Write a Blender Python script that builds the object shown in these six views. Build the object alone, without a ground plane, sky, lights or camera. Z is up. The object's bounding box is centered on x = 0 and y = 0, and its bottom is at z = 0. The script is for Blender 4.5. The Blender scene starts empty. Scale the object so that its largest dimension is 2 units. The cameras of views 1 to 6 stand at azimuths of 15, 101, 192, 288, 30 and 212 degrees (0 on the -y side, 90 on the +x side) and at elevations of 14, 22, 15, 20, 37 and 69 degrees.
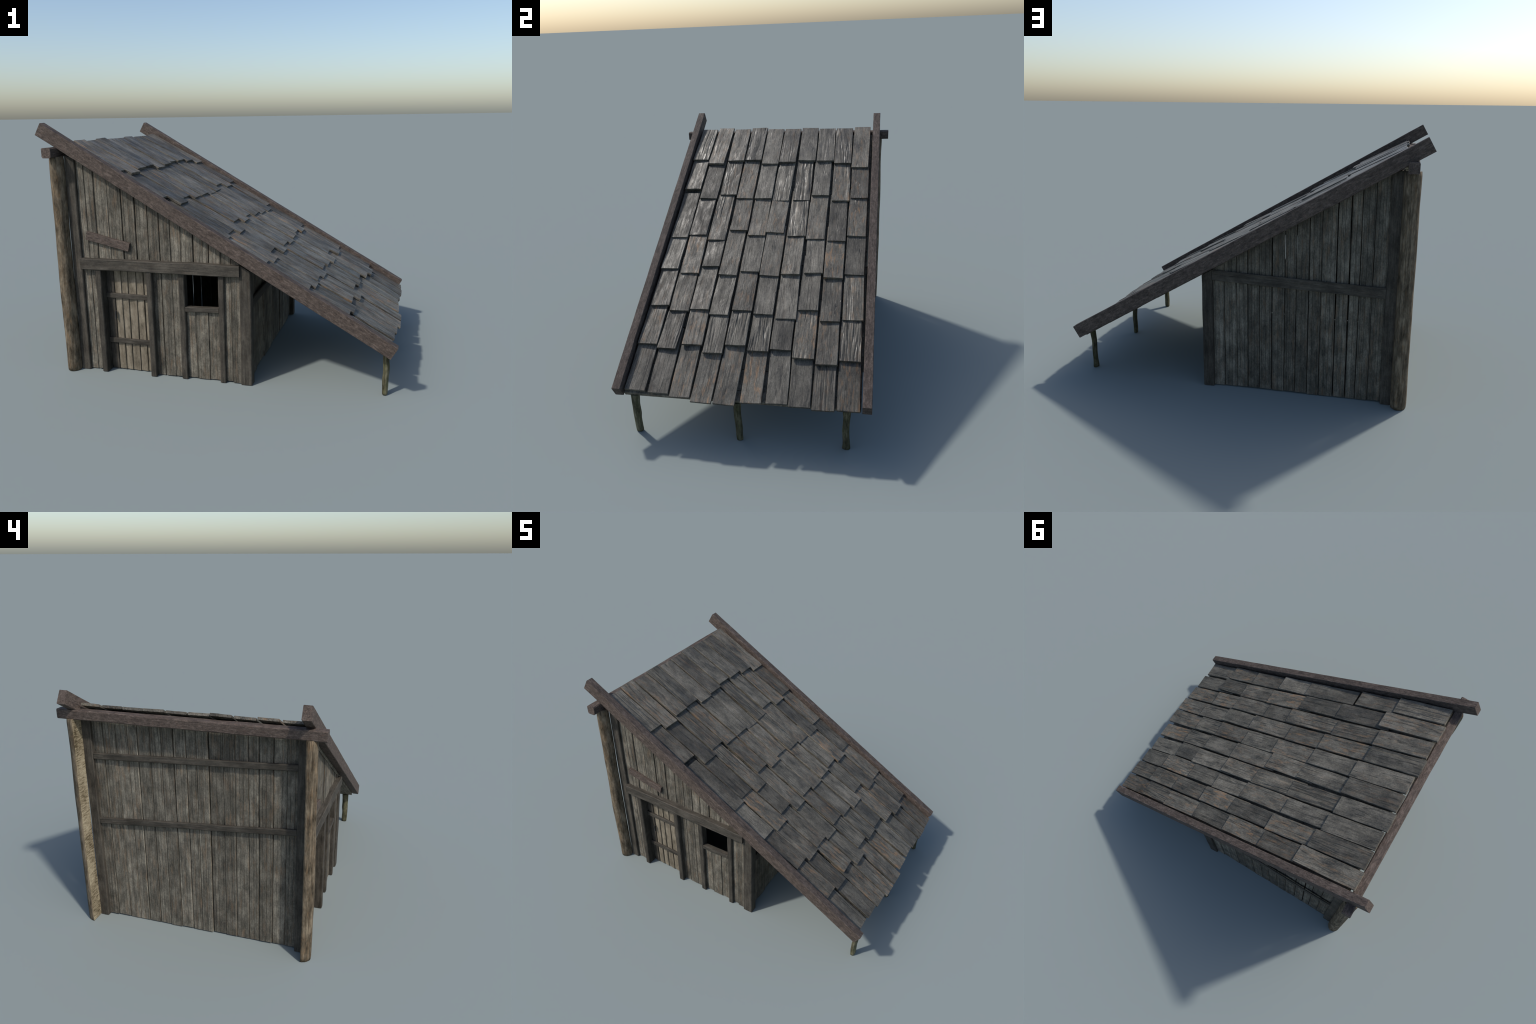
import bpy, bmesh, math, random
from mathutils import Vector, Matrix, noise

rnd = random.Random(7)
TH = math.radians(30.25)                       # roof pitch (falls toward +x)
S = Vector((math.cos(TH), 0, -math.sin(TH)))   # down the slope
N = Vector((math.sin(TH), 0, math.cos(TH)))    # out of the roof
Y = Vector((0, 1, 0))

def on_roof(s, y, n):
    return S * s + Y * y + N * n

def roof_z(x, n):
    """height of the plane parallel to the roof at normal distance n"""
    return (n - x * math.sin(TH)) / math.cos(TH)

N_TOP, N_LOW = 0.7255, 0.742    # shingle upper end / lower lip
N_UNDER = 0.672                 # underside of the roof boards

# ------------------------------------------------------------------ materials
def wood(name, dark, mid, light, stain, stain_amt=0.35, streak=26.0, fine=150.0,
         along=1.6, blotch=13.0, crack=0.35, rough=0.75, bump=0.35, spec=0.3,
         axis='X', vary=0.25, relief=0.0, diag=0.0, speck=0.0, streak_amt=1.0, strips=0.0, contrast=1.0, gloss_vary=0.0, cloud=0.5):
    m = bpy.data.materials.new(name)
    m.use_nodes = True
    nt = m.node_tree
    nt.nodes.clear()
    L = nt.links.new

    def nd(t, **kw):
        n = nt.nodes.new(t)
        for k, v in kw.items():
            setattr(n, k, v)
        return n

    def math_(op, a, b=None, c=None, clamp=False):
        n = nd('ShaderNodeMath', operation=op, use_clamp=clamp)
        for i, v in enumerate((a, b, c)):
            if v is None:
                continue
            if isinstance(v, (int, float)):
                n.inputs[i].default_value = v
            else:
                L(v, n.inputs[i])
        return n.outputs[0]

    def mixc(fac, a, b, mode='MIX'):
        n = nd('ShaderNodeMix', data_type='RGBA', blend_type=mode)
        if isinstance(fac, (int, float)):
            n.inputs[0].default_value = fac
        else:
            L(fac, n.inputs[0])
        for i, v in ((6, a), (7, b)):
            if isinstance(v, tuple):
                n.inputs[i].default_value = (*v, 1)
            else:
                L(v, n.inputs[i])
        return n.outputs[2]

    def rng(v, a, b, c=0.0, d=1.0):
        n = nd('ShaderNodeMapRange')
        L(v, n.inputs[0])
        for i, q in enumerate((a, b, c, d)):
            n.inputs[i + 1].default_value = q
        return n.outputs[0]

    out = nd('ShaderNodeOutputMaterial')
    bsdf = nd('ShaderNodeBsdfPrincipled')
    L(bsdf.outputs[0], out.inputs[0])
    tc = nd('ShaderNodeTexCoord')
    oi = nd('ShaderNodeObjectInfo')
    comb = nd('ShaderNodeCombineXYZ')
    for i, k in enumerate((41.0, 17.0, 29.0)):
        L(math_('MULTIPLY', oi.outputs['Random'], k), comb.inputs[i])
    add = nd('ShaderNodeVectorMath', operation='ADD')
    L(tc.outputs['Object'], add.inputs[0])
    L(comb.outputs[0], add.inputs[1])
    P = add.outputs[0]

    def scaled(a, c, rot=0.0):
        mp = nd('ShaderNodeMapping')
        mp.inputs['Scale'].default_value = (a, c, c) if axis == 'X' else (c, c, a)
        mp.inputs['Rotation'].default_value = (0, 0, rot) if axis == 'X' else (0, rot, 0)
        L(P, mp.inputs[0])
        return mp.outputs[0]

    def noise_(vec, scale=1.0, detail=4.0, ro=0.6, dist=0.0):
        n = nd('ShaderNodeTexNoise')
        n.inputs['Scale'].default_value = scale
        n.inputs['Detail'].default_value = detail
        n.inputs['Roughness'].default_value = ro
        n.inputs['Distortion'].default_value = dist
        L(vec, n.inputs['Vector'])
        return n.outputs['Fac']

    st = noise_(scaled(along, streak, diag), 1, 5, 0.62, 0.25)
    fi = noise_(scaled(along * 4, fine, diag), 1, 3, 0.6)
    bl = noise_(scaled(blotch * 0.55, blotch), 1, 5, 0.62)
    gr = noise_(P, 420, 2, 0.7)
    mo = noise_(scaled(95, 150), 1, 3, 0.65)
    sn = noise_(scaled(along * 1.1, streak * 0.7), 1.6, 6, 0.7, 0.3)
    cr = noise_(scaled(min(along * 0.55, 1.4), streak * 0.9), 0.9, 3, 0.5, 0.15)

    gr = math_('ADD', math_('MULTIPLY', gr, 0.5), math_('MULTIPLY', mo, 0.5))
    v = math_('ADD', math_('MULTIPLY', st, 0.5 * streak_amt),
              math_('ADD', math_('MULTIPLY', bl, cloud), math_('MULTIPLY', fi, 0.22)))
    v = math_('ADD', v, math_('MULTIPLY', gr, 0.12 + speck))
    tot = 0.5 * (0.5 * streak_amt + cloud + 0.22 + 0.12 + speck)
    v = rng(v, tot - 0.20 / contrast, tot + 0.20 / contrast)
    ramp = nd('ShaderNodeValToRGB')
    e = ramp.color_ramp.elements
    e[0].position, e[0].color = 0.0, (*dark, 1)
    e[1].position, e[1].color = 1.0, (*light, 1)
    q = e.new(0.5)
    q.color = (*mid, 1)
    L(v, ramp.inputs[0])
    col = ramp.outputs[0]
    if strips:
        # each board weathers in narrow strips with a dark line between them
        sep = nd('ShaderNodeSeparateXYZ')
        L(P, sep.inputs[0])
        wob = noise_(scaled(3.0, 2.0), 1, 3, 0.5)
        w1 = math_('ADD', math_('MULTIPLY', sep.outputs[1], strips), math_('MULTIPLY', wob, 0.5))
        vo = nd('ShaderNodeTexVoronoi', voronoi_dimensions='1D', feature='DISTANCE_TO_EDGE')
        L(w1, vo.inputs['W'])
        vo.inputs['Scale'].default_value = 1.0
        vc = nd('ShaderNodeTexVoronoi', voronoi_dimensions='1D', feature='F1')
        L(w1, vc.inputs['W'])
        vc.inputs['Scale'].default_value = 1.0
        line = rng(vo.outputs['Distance'], 0.015, 0.085, 1.0, 0.0)
        fade = rng(noise_(scaled(3.0, 3.0), 1.0, 3, 0.6), 0.36, 0.56, 0.45, 1.0)
        line = math_('MULTIPLY', line, fade)
        sc = nd('ShaderNodeSeparateColor')
        L(vc.outputs['Color'], sc.inputs[0])
        tone = nd('ShaderNodeVectorMath', operation='SCALE')
        L(col, tone.inputs[0])
        L(math_('ADD', math_('MULTIPLY', sc.outputs[0], 0.34), 0.83), tone.inputs['Scale'])
        col = mixc(math_('MULTIPLY', line, 0.8), tone.outputs[0], tuple(c * 0.35 for c in dark))
    smask = math_('MULTIPLY', rng(sn, 0.52, 0.70), stain_amt)
    col = mixc(smask, col, stain)
    stain_mix = col.node
    # checks and cracks that run with the grain
    ck = math_('ABSOLUTE', math_('SUBTRACT', cr, 0.5))
    ckm = rng(ck, 0.004, 0.016, 1.0, 0.0)
    col = mixc(math_('MULTIPLY', ckm, crack), col, tuple(c * 0.25 for c in dark))
    # each piece a little lighter or darker
    val = math_('ADD', math_('MULTIPLY', oi.outputs['Random'], vary), 1 - vary / 2)
    vm = nd('ShaderNodeVectorMath', operation='SCALE')
    L(col, vm.inputs[0])
    L(val, vm.inputs['Scale'])
    L(vm.outputs[0], bsdf.inputs['Base Color'])
    bsdf.inputs['Roughness'].default_value = rough
    if gloss_vary:
        ro = rng(noise_(scaled(along * 2, streak), 0.7, 4, 0.65), 0.38, 0.62, rough - gloss_vary, rough + gloss_vary)
        L(ro, bsdf.inputs['Roughness'])
        # rusty or grey from one piece to the next
        one = math_('FRACT', math_('MULTIPLY', oi.outputs['Random'], 7.31))
        L(math_('MULTIPLY', smask, math_('MULTIPLY', math_('POWER', one, 1.6), 1.5), clamp=True), stain_mix.inputs[0])
    bsdf.inputs['Specular IOR Level'].default_value = spec
    h = math_('ADD', math_('MULTIPLY', st, 0.6), math_('MULTIPLY', fi, 0.35))
    h = math_('ADD', h, math_('MULTIPLY', gr, 0.15))
    h = math_('SUBTRACT', h, math_('MULTIPLY', ckm, 0.5))
    if relief:
        # broad furrows on some of the pieces
        fur = noise_(scaled(1.7, streak * 0.5), 1, 2, 0.5, 0.15)
        fur = rng(math_('ABSOLUTE', math_('SUBTRACT', fur, 0.5)), 0.0, 0.10)
        on = rng(noise_(scaled(2.5, 5), 1, 1, 0.5), 0.44, 0.60)
        pick = math_('FRACT', math_('MULTIPLY', oi.outputs['Random'], 13.7))
        on = math_('MULTIPLY', on, rng(pick, 0.62, 0.88))
        # slanting folds and dents of the split surface
        fold = noise_(scaled(14, 22, 0.7), 1, 2, 0.45, 0.4)
        h = math_('ADD', h, math_('MULTIPLY', fold, relief * 0.35))
        h = math_('ADD', h, math_('MULTIPLY', math_('MULTIPLY', fur, on), relief))
    b = nd('ShaderNodeBump')
    b.inputs['Strength'].default_value = bump
    b.inputs['Distance'].default_value = 0.004
    L(h, b.inputs['Height'])
    L(b.outputs[0], bsdf.inputs['Normal'])
    return m

M_WALL = wood('weathered_plank_wood', (0.032, 0.030, 0.025), (0.110, 0.100, 0.080), (0.252, 0.228, 0.182),
              (0.20, 0.128, 0.075), 0.5, streak=60, along=5.0, blotch=20, fine=260, crack=0.0, bump=0.45, spec=0.15,
              strips=46.0, streak_amt=0.45, speck=0.38, vary=0.45, contrast=1.15, cloud=0.5)
M_FRAME = wood('dark_timber', (0.019, 0.017, 0.013), (0.053, 0.047, 0.038), (0.102, 0.090, 0.073),
               (0.080, 0.056, 0.037), 0.3, streak=60, along=4.0, blotch=18, crack=0.3, bump=0.3, spec=0.2, contrast=1.2,
               speck=0.25, streak_amt=0.7)
M_BARGE = wood('reddish_brown_timber', (0.032, 0.024, 0.020), (0.074, 0.057, 0.047), (0.155, 0.121, 0.100),
               (0.13, 0.078, 0.054), 0.35, streak=130, along=34, blotch=40, fine=260, crack=0.0, bump=0.5, diag=0.45,
               speck=0.38, spec=0.25, vary=0.1, contrast=1.25, cloud=0.3)
M_SHINGLE = wood('grey_shingle_wood', (0.020, 0.020, 0.018), (0.090, 0.081, 0.064), (0.192, 0.174, 0.140),
                 (0.205, 0.125, 0.068), 0.95, streak=46, along=7.0, blotch=15, fine=260, crack=0.6, rough=0.52,
                 bump=0.55, spec=0.33, relief=3.2, vary=0.65, speck=0.50, contrast=1.08, gloss_vary=0.16,
                 streak_amt=0.35, cloud=0.55)
M_DOOR = wood('pale_door_wood', (0.070, 0.060, 0.043), (0.168, 0.143, 0.106), (0.275, 0.238, 0.180),
              (0.15, 0.11, 0.075), 0.3, streak=30, along=6, blotch=26, crack=0.0, bump=0.3, spec=0.12, contrast=1.1,
              speck=0.25)
M_BARK = wood('bark', (0.032, 0.025, 0.016), (0.112, 0.089, 0.061), (0.230, 0.186, 0.130),
              (0.25, 0.155, 0.08), 0.45, streak=60, along=9, blotch=20, fine=220, crack=0.3, bump=0.9, axis='Z',
              spec=0.12, contrast=1.35)
M_POLE = wood('mossy_pole_bark', (0.022, 0.020, 0.010), (0.090, 0.083, 0.050), (0.19, 0.172, 0.112),
              (0.085, 0.10, 0.030), 0.5, streak=70, along=9, blotch=28, fine=250, crack=0.3, bump=0.7, axis='Z',
              spec=0.12, contrast=1.3)
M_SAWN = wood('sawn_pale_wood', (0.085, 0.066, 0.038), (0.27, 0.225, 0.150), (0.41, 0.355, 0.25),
              (0.22, 0.16, 0.09), 0.2, streak=26, fine=60, along=120, blotch=10, crack=0.0, bump=0.8,
              axis='Z', diag=0.30, spec=0.1, streak_amt=1.5, contrast=1.4)
M_IRON = wood('dark_iron', (0.02, 0.02, 0.02), (0.03, 0.03, 0.03), (0.05, 0.05, 0.05), (0.05, 0.03, 0.02),
              0.3, rough=0.5)

# ------------------------------------------------------------------- helpers
root = bpy.data.objects.new('wooden_shed', None)
bpy.context.scene.collection.objects.link(root)
root['label'] = 'weathered wooden shed with long sloping shingle roof'
root['category'] = 'wooden shed'

def add_object(name, mesh, mat, matrix, parent):
    ob = bpy.data.objects.new(name, mesh)
    if mat and not mesh.materials:
        mesh.materials.append(mat)
    bpy.context.scene.collection.objects.link(ob)
    ob.parent = parent
    ob.matrix_world = matrix
    return ob

def frame(origin, xdir, zdir):
    x = Vector(xdir).normalized()
    z = Vector(zdir)
    z = (z - x * z.dot(x)).normalized()
    y = z.cross(x)
    m = Matrix((x, y, z)).transposed().to_4x4()
    m.translation = Vector(origin)
    return m

def board_mesh(length, width, thick, seed=0, rough=0.0012, chamfer=0.002, step=0.05,
               slant0=0.0, slant1=0.0, bow=0.0, ragged=0.0):
    """a sawn board: runs along local x from 0 to length, centred on y,
    outer face at z = 0, back at z = -thick. slant = dx per dy of the end cuts."""
    r = random.Random(seed)
    bm = bmesh.new()
    k = max(2, int(length / step))
    w, c = width / 2, min(chamfer, thick * 0.3)
    off = Vector((r.uniform(0, 50), r.uniform(0, 50), r.uniform(0, 50)))
    prof = [(-w, -thick + c), (-w, -c), (-w + c, 0), (-w * 0.33, 0), (w * 0.33, 0), (w - c, 0),
            (w, -c), (w, -thick + c), (w - c, -thick), (-w + c, -thick)]
    rings = []
    for i in range(k + 1):
        t = i / k
        ring = []
        for (py, pz) in prof:
            x = t * length
            x += (1 - t) * slant0 * py + t * slant1 * py
            if i in (0, k):
                x += ragged * noise.noise(off + Vector((py * 90, i, 0)))
            side = 1 if py > 0 else -1
            a = noise.noise(off + Vector((x * 7, side * 9, 0))) * rough
            b = noise.noise(off + Vector((x * 6, py * 40, 20))) * rough
            yy = py + a
            zz = pz + b + bow * math.sin(math.pi * t)
            ring.append(bm.verts.new((x, yy, zz)))
        rings.append(ring)
    n = len(prof)
    for i in range(k):
        for j in range(n):
            bm.faces.new((rings[i][j], rings[i + 1][j], rings[i + 1][(j + 1) % n], rings[i][(j + 1) % n]))
    bm.faces.new(rings[0])
    bm.faces.new(list(reversed(rings[-1])))
    bmesh.ops.recalc_face_normals(bm, faces=bm.faces)
    me = bpy.data.meshes.new('board')
    bm.to_mesh(me)
    bm.free()
    return me

def beam(name, a, b, width, thick, out, mat, parent, seed=0, **kw):
    """board from a to b (centre line on its outer face), facing out"""
    a, b = Vector(a), Vector(b)
    me = board_mesh((b - a).length, width, thick, seed, **kw)
    return add_object(name, me, mat, frame(a, b - a, out), parent)

# ---------------------------------------------------------------------- roof
# boarding under the shingles: boards that run across the slope, one mesh
bm = bmesh.new()
s = -1.375
i = 0
while s < 0.69:
    e = min(s + 0.118, 0.693)
    me = board_mesh(1.252, e - s - 0.002, 0.0285, 300 + i)
    me.transform(frame(on_roof((s + e) / 2, -0.626, 0.7005 + rnd.uniform(-0.0006, 0.0006)), Y, N))
    bm.from_mesh(me)
    bpy.data.meshes.remove(me)
    s = e
    i += 1
me = bpy.data.meshes.new('roof')
bm.to_mesh(me)
bm.free()
roof = add_object('roof', me, M_WALL, Matrix.Identity(4), root)

# bargeboards: tall timbers along both sloping edges
def bargeboard(y_in, y_out, s0, s1, n0, n1, depth, seed):
    a = on_roof(s0, (y_in + y_out) / 2, n0)
    b = on_roof(s1, (y_in + y_out) / 2, n1)
    beam('bargeboard', a, b, abs(y_out - y_in), depth, N, M_BARGE, roof, seed, rough=0.0012, step=0.04, chamfer=0.0025)
bargeboard(-0.628, -0.6755, -1.559, 0.702, 0.7640, 0.7625, 0.0745, 11)
bargeboard(0.632, 0.680, -1.547, 0.702, 0.7525, 0.7570, 0.0765, 12)

# timber lying across the tall wall, under the bargeboards
beam('ridge_beam', (-0.8975, -0.7395, 1.3145), (-0.8975, 0.7395, 1.3145), 0.054, 0.055, (0, 0, 1), M_BARGE, roof, 21,
     rough=0.003, step=0.03, chamfer=0.006)

# shingles: seven courses of ten; where the lower lips fall, down the slope
LIPS = [
    (-1.071, -1.031, -1.062, -1.069, -1.035, -1.047, -1.068, -1.060, -1.037, -1.001),
    (-0.785, -0.699, -0.740, -0.706, -0.705, -0.691, -0.697, -0.739, -0.697, -0.719),
    (-0.358, -0.382, -0.344, -0.429, -0.391, -0.417, -0.391, -0.372, -0.359, -0.403),
    (-0.108, -0.082, -0.137, -0.077, -0.107, -0.084, -0.096, -0.112, -0.081, -0.111),
    (0.160, 0.188, 0.176, 0.202, 0.169, 0.187, 0.210, 0.147, 0.213, 0.196),
    (0.413, 0.435, 0.404, 0.447, 0.392, 0.418, 0.403, 0.447, 0.476, 0.446),
    (0.684, 0.693, 0.707, 0.727, 0.728, 0.710, 0.703, 0.711, 0.720, 0.714)]
SHIFT = [   # sideways drift of the lower lip, mm
    (-1, -7, 8, 4, 4, -1, 7, 10, 5, -4), (2, 3, 7, 4, 2, -6, 6, 4, 10, 5), (6, 0, 4, 8, 3, -8, 7, -1, 5, -2),
    (4, 10, 7, 0, 6, 2, 1, 11, 3, -1), (11, 10, 5, -5, 5, 4, 11, 3, 5, 6), (1, -8, 9, 8, 2, 6, 2, 6, 5, 1),
    (-1, 5, 3, -4, -7, 10, 17, 11, 3, 5)]
WIDTH = [1.0, 0.985, 1.01, 0.975, 1.0, 0.96, 1.02, 0.98]
LEN = 0.40
shingle_meshes = [board_mesh(LEN, 0.1140 * WIDTH[i], 0.0146, 500 + i, rough=0.0018, step=0.02, chamfer=0.0020,
                             bow=rnd.uniform(-0.0015, 0.0015), ragged=0.0012) for i in range(8)]
sr = random.Random(3)
for row in range(7):
    for col in range(10):
        y0 = -0.5605 + 0.1243 * col + sr.uniform(-0.0015, 0.0015)
        lip = LIPS[row][col]
        y1 = y0 + SHIFT[row][col] * 0.001
        n_low = N_LOW + (0, -0.004, -0.001, 0.001, 0.002, 0.002, 0)[row] + sr.uniform(-0.003, 0.003)
        n_top = N_TOP + sr.uniform(-0.0015, 0.0015) - (0.0035 if row == 0 else 0)
        length = LEN
        if row == 0:
            length = lip + (1.422 + (0.008 if col in (1, 3, 6, 9) else -0.006) + sr.uniform(-0.003, 0.003))
        if row == 6:
            n_low, n_top = 0.7290 + sr.uniform(-0.002, 0.002), 0.7245
        a = on_roof(lip - length, y0, n_top)
        b = on_roof(lip, y1, n_low)
        roll = sr.uniform(-0.045, 0.045) * (0.4 if row == 0 else 1)
        up = N + Y * roll
        mx = frame(a, b - a, up) @ Matrix.Diagonal((length / LEN, 1, 1, 1))
        add_object('shingle', sr.choice(shingle_meshes), M_SHINGLE, mx, roof)

# --------------------------------------------------------------------- walls
def plank_wall(start, end, face, zlo, ztop, outv, count, seed, jit=0.004, gaps=(), skip=None, slope=0.0, pw=None):
    """upright planks between start and end along a horizontal direction.
    start/end: 2D points on the outer face; ztop(p) -> height"""
    r = random.Random(seed)
    a, b = Vector((*start, 0)), Vector((*end, 0))
    d = (b - a)
    total = d.length
    pitch = total / count
    d.normalize()
    out = Vector(outv)
    edges = [0.0]
    for i in range(1, count):
        edges.append(pitch * (i + r.uniform(-0.10, 0.10)))
    edges.append(total)
    for i in range(count):
        e0, e1 = edges[i], edges[i + 1]
        gap = 0.0018 + r.uniform(0, 0.0014)
        if i in gaps:
            gap = 0.0050
        w = e1 - e0 - gap
        mid = a + d * ((e0 + e1) / 2 - gap / 2 + 0.0006)
        push = r.uniform(-jit, jit)
        z0 = zlo + r.uniform(0.0, 0.006)
        z1 = ztop(mid)
        o = mid + out * push
        sgn = 1.0
        m = frame(o + Vector((0, 0, z0)), (0, 0, 1), out)
        ydir = m.to_3x3() @ Vector((0, 1, 0))
        sl = slope * ydir.x          # dz per local y
        me = board_mesh(z1 - z0, w, 0.016, seed * 100 + i, rough=0.0014, step=0.045, slant1=sl, chamfer=0.0022)
        tilt = Matrix.Rotation(r.uniform(-0.012, 0.012), 4, 'X')
        add_object('wall_plank', me, M_WALL, m @ tilt, root)

under = lambda p: roof_z(p.x, N_UNDER - 0.001)
TAN = -math.tan(TH)
FY, BY, WX, EX = -0.621, 0.621, -0.830, 0.1755

# tall wall, wall away from the door, low wall under the roof
plank_wall((WX, 0.592), (WX, -0.592), 0, 0.002, lambda p: roof_z(WX, N_UNDER - 0.001) - 0.004, (-1, 0, 0), 17, 1, jit=0.0055, gaps=(3, 9, 13))
plank_wall((-0.800, BY), (0.150, BY), 0, 0.002, under, (0, 1, 0), 14, 2, jit=0.0025, gaps=(2, 3, 8), slope=TAN)
plank_wall((EX, -0.598), (EX, 0.598), 0, 0.000, lambda p: roof_z(EX, N_UNDER - 0.001) - 0.004, (1, 0, 0), 13, 3, jit=0.004, gaps=(1, 4, 7))
# wall with door and window: full height strips, then the pieces over and under the openings
plank_wall((-0.800, FY - 0.002), (-0.694, FY - 0.002), 0, 0.002, under, (0, -1, 0), 2, 4, slope=TAN, gaps=(0,))
plank_wall((-0.694, FY), (-0.382, FY), 0, 0.640, under, (0, -1, 0), 4, 5, slope=TAN, gaps=(2, 3))
plank_wall((-0.382, FY), (-0.192, FY), 0, 0.002, under, (0, -1, 0), 3, 6, slope=TAN, gaps=(0,))
plank_wall((-0.192, FY), (0.038, FY), 0, 0.002, lambda p: 0.412, (0, -1, 0), 3, 7)
plank_wall((-0.192, FY), (0.038, FY), 0, 0.640, under, (0, -1, 0), 3, 8, slope=TAN, gaps=(0, 1))
plank_wall((0.038, FY - 0.005), (0.150, FY - 0.005), 0, 0.002, under, (0, -1, 0), 2, 9, slope=TAN)

# square corner posts
def post(name, x0, x1, yf, depth, outy, ztop, seed, z0=0.0, slant=0.0, mat=M_FRAME):
    out = Vector((0, outy, 0))
    m = frame(((x0 + x1) / 2, yf, z0), (0, 0, 1), out)
    yd = m.to_3x3() @ Vector((0, 1, 0))
    me = board_mesh(ztop - z0, x1 - x0, depth, seed, rough=0.002, step=0.05, slant1=slant * yd.x, chamfer=0.004)
    return add_object(name, me, mat, m, root)

post('corner_post', -0.8575, -0.797, -0.639, 0.052, -1, roof_z(-0.830, N_UNDER - 0.001), 41, slant=TAN * 0.3)
post('corner_post', -0.8575, -0.797, 0.642, 0.054, 1, roof_z(-0.830, N_UNDER - 0.001), 42, slant=TAN * 0.3)
post('corner_post', 0.143, 0.207, -0.641, 0.055, -1, roof_z(0.175, N_UNDER - 0.001), 43, slant=TAN)
post('corner_post', 0.142, 0.204, 0.640, 0.050, 1, roof_z(0.173, N_UNDER - 0.001), 44, slant=TAN)

# studs beside the door and the window
post('wall_stud', -0.711, -0.677, -0.651, 0.078, -1, 0.640, 51)
post('wall_stud', -0.398, -0.364, -0.652, 0.078, -1, 0.640, 52)
post('wall_stud', -0.210, -0.175, -0.640, 0.050, -1, 0.640, 53)
post('wall_stud', 0.022, 0.054, -0.640, 0.043, -1, 0.640, 54)

# rails
rail = dict(rough=0.002, step=0.05, chamfer=0.004)
beam('wall_rail', (-0.799, -0.657, 0.6555), (0.148, -0.657, 0.658), 0.064, 0.046, (0, -1, 0), M_FRAME, root, 61, **rail)
beam('wall_rail', (0.1425, 0.641, 0.6625), (-0.7975, 0.641, 0.630), 0.059, 0.007, (0, 1, 0), M_FRAME, root, 62, **rail)
beam('wall_rail', (-0.852, 0.586, 1.036), (-0.852, -0.586, 1.090), 0.036, 0.016, (-1, 0, 0), M_FRAME, root, 63, **rail)
beam('wall_rail', (-0.852, 0.586, 0.640), (-0.852, -0.586, 0.730), 0.036, 0.016, (-1, 0, 0), M_FRAME, root, 64, **rail)
beam('wall_rail', (0.194, -0.592, 0.452), (0.194, 0.592, 0.478), 0.054, 0.018, (1, 0, 0), M_FRAME, root, 65, **rail)
# loose board nailed over the gable
beam('loose_board', (-0.754, -0.645, 0.821), (-0.497, -0.638, 0.759), 0.049, 0.018, (0, -1, 0), M_BARGE, root, 66, rough=0.0015)
# window sill
beam('window_sill', (-0.174, -0.640, 0.4195), (0.021, -0.637, 0.4235), 0.028, 0.034, (0, -1, 0), M_FRAME, root, 67, rough=0.0012, chamfer=0.003)

# ---------------------------------------------------------------------- door
dm = board_mesh(0.63, 0.279, 0.010, 70)
door = add_object('door', dm, M_FRAME, frame((-0.5375, -0.583, 0.004), (0, 0, 1), (0, -1, 0)), root)
x = -0.676
for i, w in enumerate((0.050, 0.045, 0.042, 0.052, 0.046, 0.043)):
    m = frame((x + w / 2, -0.595 + rnd.uniform(-0.001, 0.001), 0.003 + rnd.uniform(0, 0.004)), (0, 0, 1), (0, -1, 0))
    m = m @ Matrix.Rotation(-0.15, 4, 'X')
    add_object('door_plank', board_mesh(0.63, w - 0.001, 0.010, 71 + i, rough=0.0012, chamfer=0.0015),
               M_FRAME if i == 0 else M_DOOR, m, door)
    x += w
for z in (0.463, 0.186):
    beam('door_batten', (-0.676, -0.608, z), (-0.399, -0.608, z - 0.002), 0.029, 0.014, (0, -1, 0), M_FRAME, door, int(z * 1000), rough=0.0012)
beam('door_handle', (-0.621, -0.616, 0.322), (-0.621, -0.616, 0.368), 0.007, 0.018, (0, -1, 0), M_IRON, door, 90, rough=0.0004, chamfer=0.0015)

# ----------------------------------------------------------------- log posts
def log_half(xc, y_flat, sgn, height, seed):
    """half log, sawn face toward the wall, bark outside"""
    bm = bmesh.new()
    off = Vector((seed * 7.3, 0, 0))
    k, n = 60, 16
    rings = []
    for i in range(k + 1):
        z = height * i / k
        r = 0.043 + 0.0025 * noise.noise(off + Vector((0, 0, z * 3.0)))
        dx = 0.003 * noise.noise(off + Vector((5, 0, z * 2.2)))
        ring = []
        for j in range(n + 1):
            a = math.pi * j / n
            bump = 1 + 0.035 * noise.noise(off + Vector((math.cos(a) * 5, math.sin(a) * 5, z * 5))) \
                     + 0.03 * noise.noise(off + Vector((math.cos(a) * 16, math.sin(a) * 16, z * 7)))
            rr = r * bump
            if i in (0, k):
                rr *= 0.96
            ring.append(bm.verts.new((dx + rr * math.cos(a), sgn * (1.22 * rr * math.sin(a) + 0.004 * math.sin(math.pi * min(1, 1.15 * z / height))), z)))
        rings.append(ring)
    for i in range(k):
        for j in range(n):
            f = bm.faces.new((rings[i][j], rings[i][j + 1], rings[i + 1][j + 1], rings[i + 1][j]))
            f.smooth = True
        f = bm.faces.new((rings[i][n], rings[i][0], rings[i + 1][0], rings[i + 1][n]))
        f.material_index = 1
    bm.faces.new(rings[0])
    bm.faces.new(rings[-1])
    bmesh.ops.recalc_face_normals(bm, faces=bm.faces)
    me = bpy.data.meshes.new('log_post')
    bm.to_mesh(me)
    bm.free()
    me.materials.append(M_BARK)
    me.materials.append(M_SAWN)
    return add_object('log_post', me, None, Matrix.Translation((xc, y_flat, 0)), root)

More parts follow.
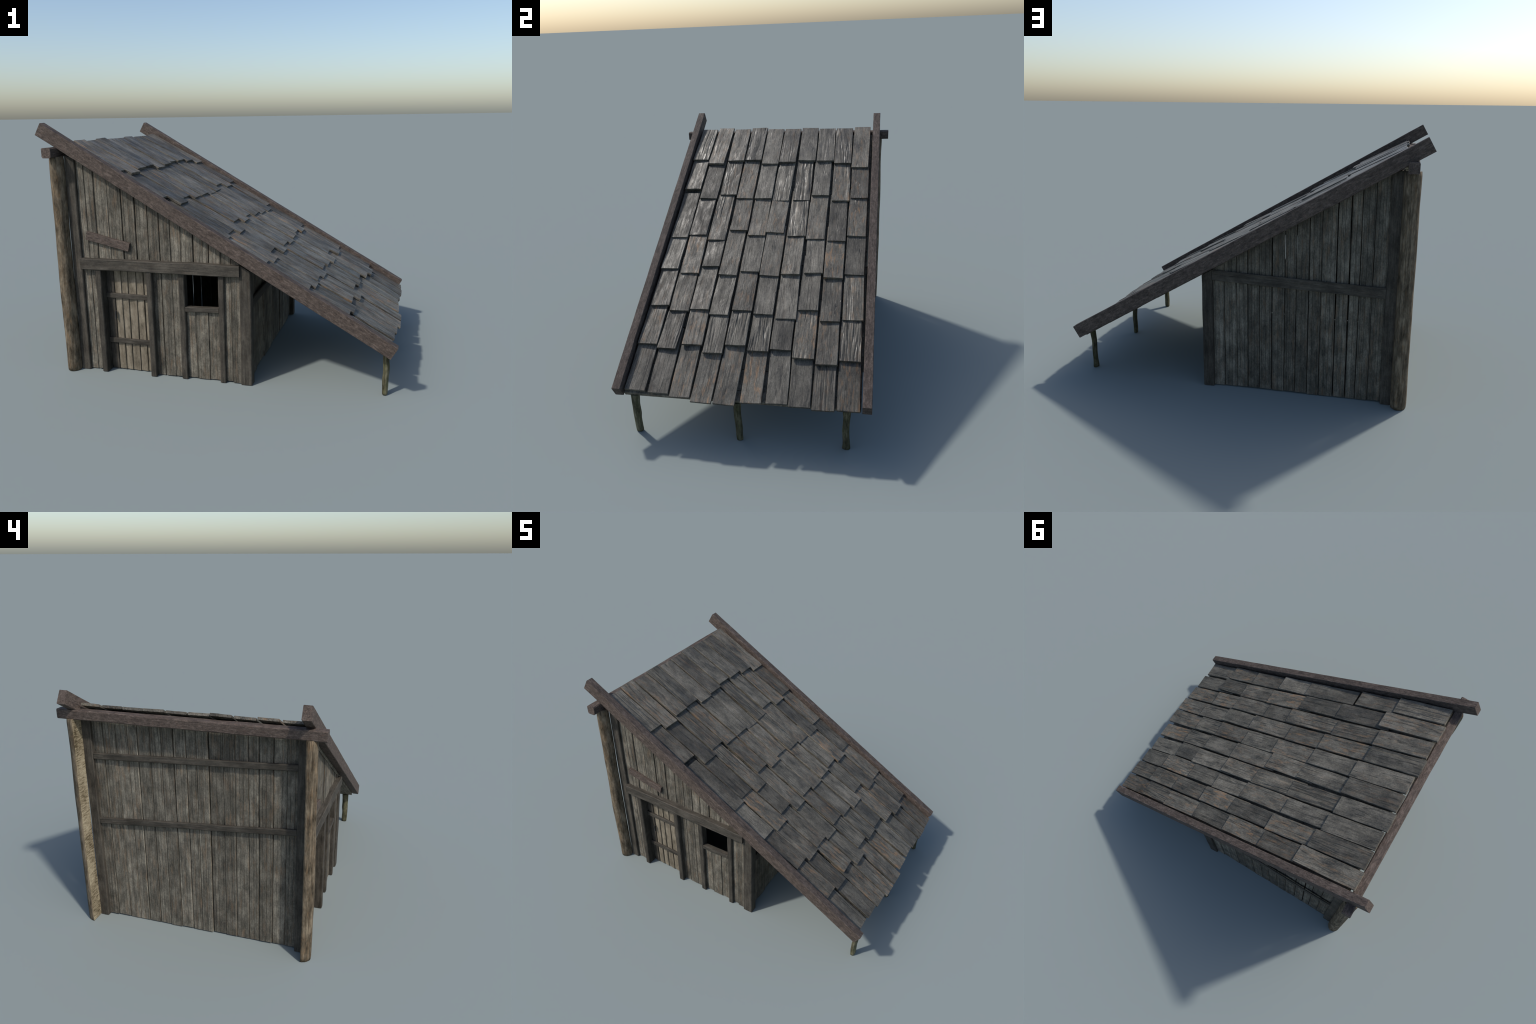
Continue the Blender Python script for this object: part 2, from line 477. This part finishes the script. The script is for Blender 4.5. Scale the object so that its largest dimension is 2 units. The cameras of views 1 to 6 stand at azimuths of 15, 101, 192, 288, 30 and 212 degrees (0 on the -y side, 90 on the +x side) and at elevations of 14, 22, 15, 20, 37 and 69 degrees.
log_half(-0.8945, -0.641, -1, 1.264, 1)
log_half(-0.8945, 0.6415, 1, 1.264, 2)

# ------------------------------------------------------- poles under the eave
def pole(x0, y0, dx, dy, seed, r0, r1, flare=0.0, bend=0.004):
    bm = bmesh.new()
    off = Vector((seed * 3.1, 4, 0))
    top = roof_z(x0 + dx, N_UNDER) + 0.004
    k, n = 24, 14
    rings = []
    for i in range(k + 1):
        t = i / k
        z = top * t
        cx = dx * t + bend * math.sin(math.pi * t * 1.3 + 0.3 * seed) + 0.0012 * math.sin(11.0 * t + seed)
        cy = dy * t ** 1.4 + 0.7 * bend * math.sin(math.pi * t * 1.6 + seed) + 0.0012 * math.sin(9.0 * t + 2 * seed)
        r = r0 + (r1 - r0) * t + flare * (max(0, 1 - t * 4) ** 2 + max(0, 4 * t - 3) ** 2 * 0.6)
        ring = []
        for j in range(n):
            a = 2 * math.pi * j / n
            b = 1 + 0.13 * noise.noise(off + Vector((math.cos(a) * 1.8, math.sin(a) * 1.8, z * 16))) + 0.05 * noise.noise(off + Vector((math.cos(a) * 5, math.sin(a) * 5, z * 30)))
            if i == 0:
                b *= 0.94
            ring.append(bm.verts.new((cx + 0.76 * r * b * math.cos(a), cy + r * b * math.sin(a), z)))
        rings.append(ring)
    for i in range(k):
        for j in range(n):
            f = bm.faces.new((rings[i][j], rings[i][(j + 1) % n], rings[i + 1][(j + 1) % n], rings[i + 1][j]))
            f.smooth = True
    bm.faces.new(rings[0])
    bm.faces.new(rings[-1])
    bmesh.ops.recalc_face_normals(bm, faces=bm.faces)
    me = bpy.data.meshes.new('eave_pole')
    bm.to_mesh(me)
    bm.free()
    add_object('eave_pole', me, M_POLE, Matrix.Translation((x0, y0, 0)), root)

pole(0.927, -0.577, 0.006, 0.004, 1, 0.0205, 0.0235, bend=0.002)
pole(0.930, -0.009, 0.005, -0.004, 2, 0.0180, 0.0205, bend=0.002)
pole(0.926, 0.5535, 0.010, 0.000, 3, 0.0175, 0.0185, flare=0.005, bend=0.003)
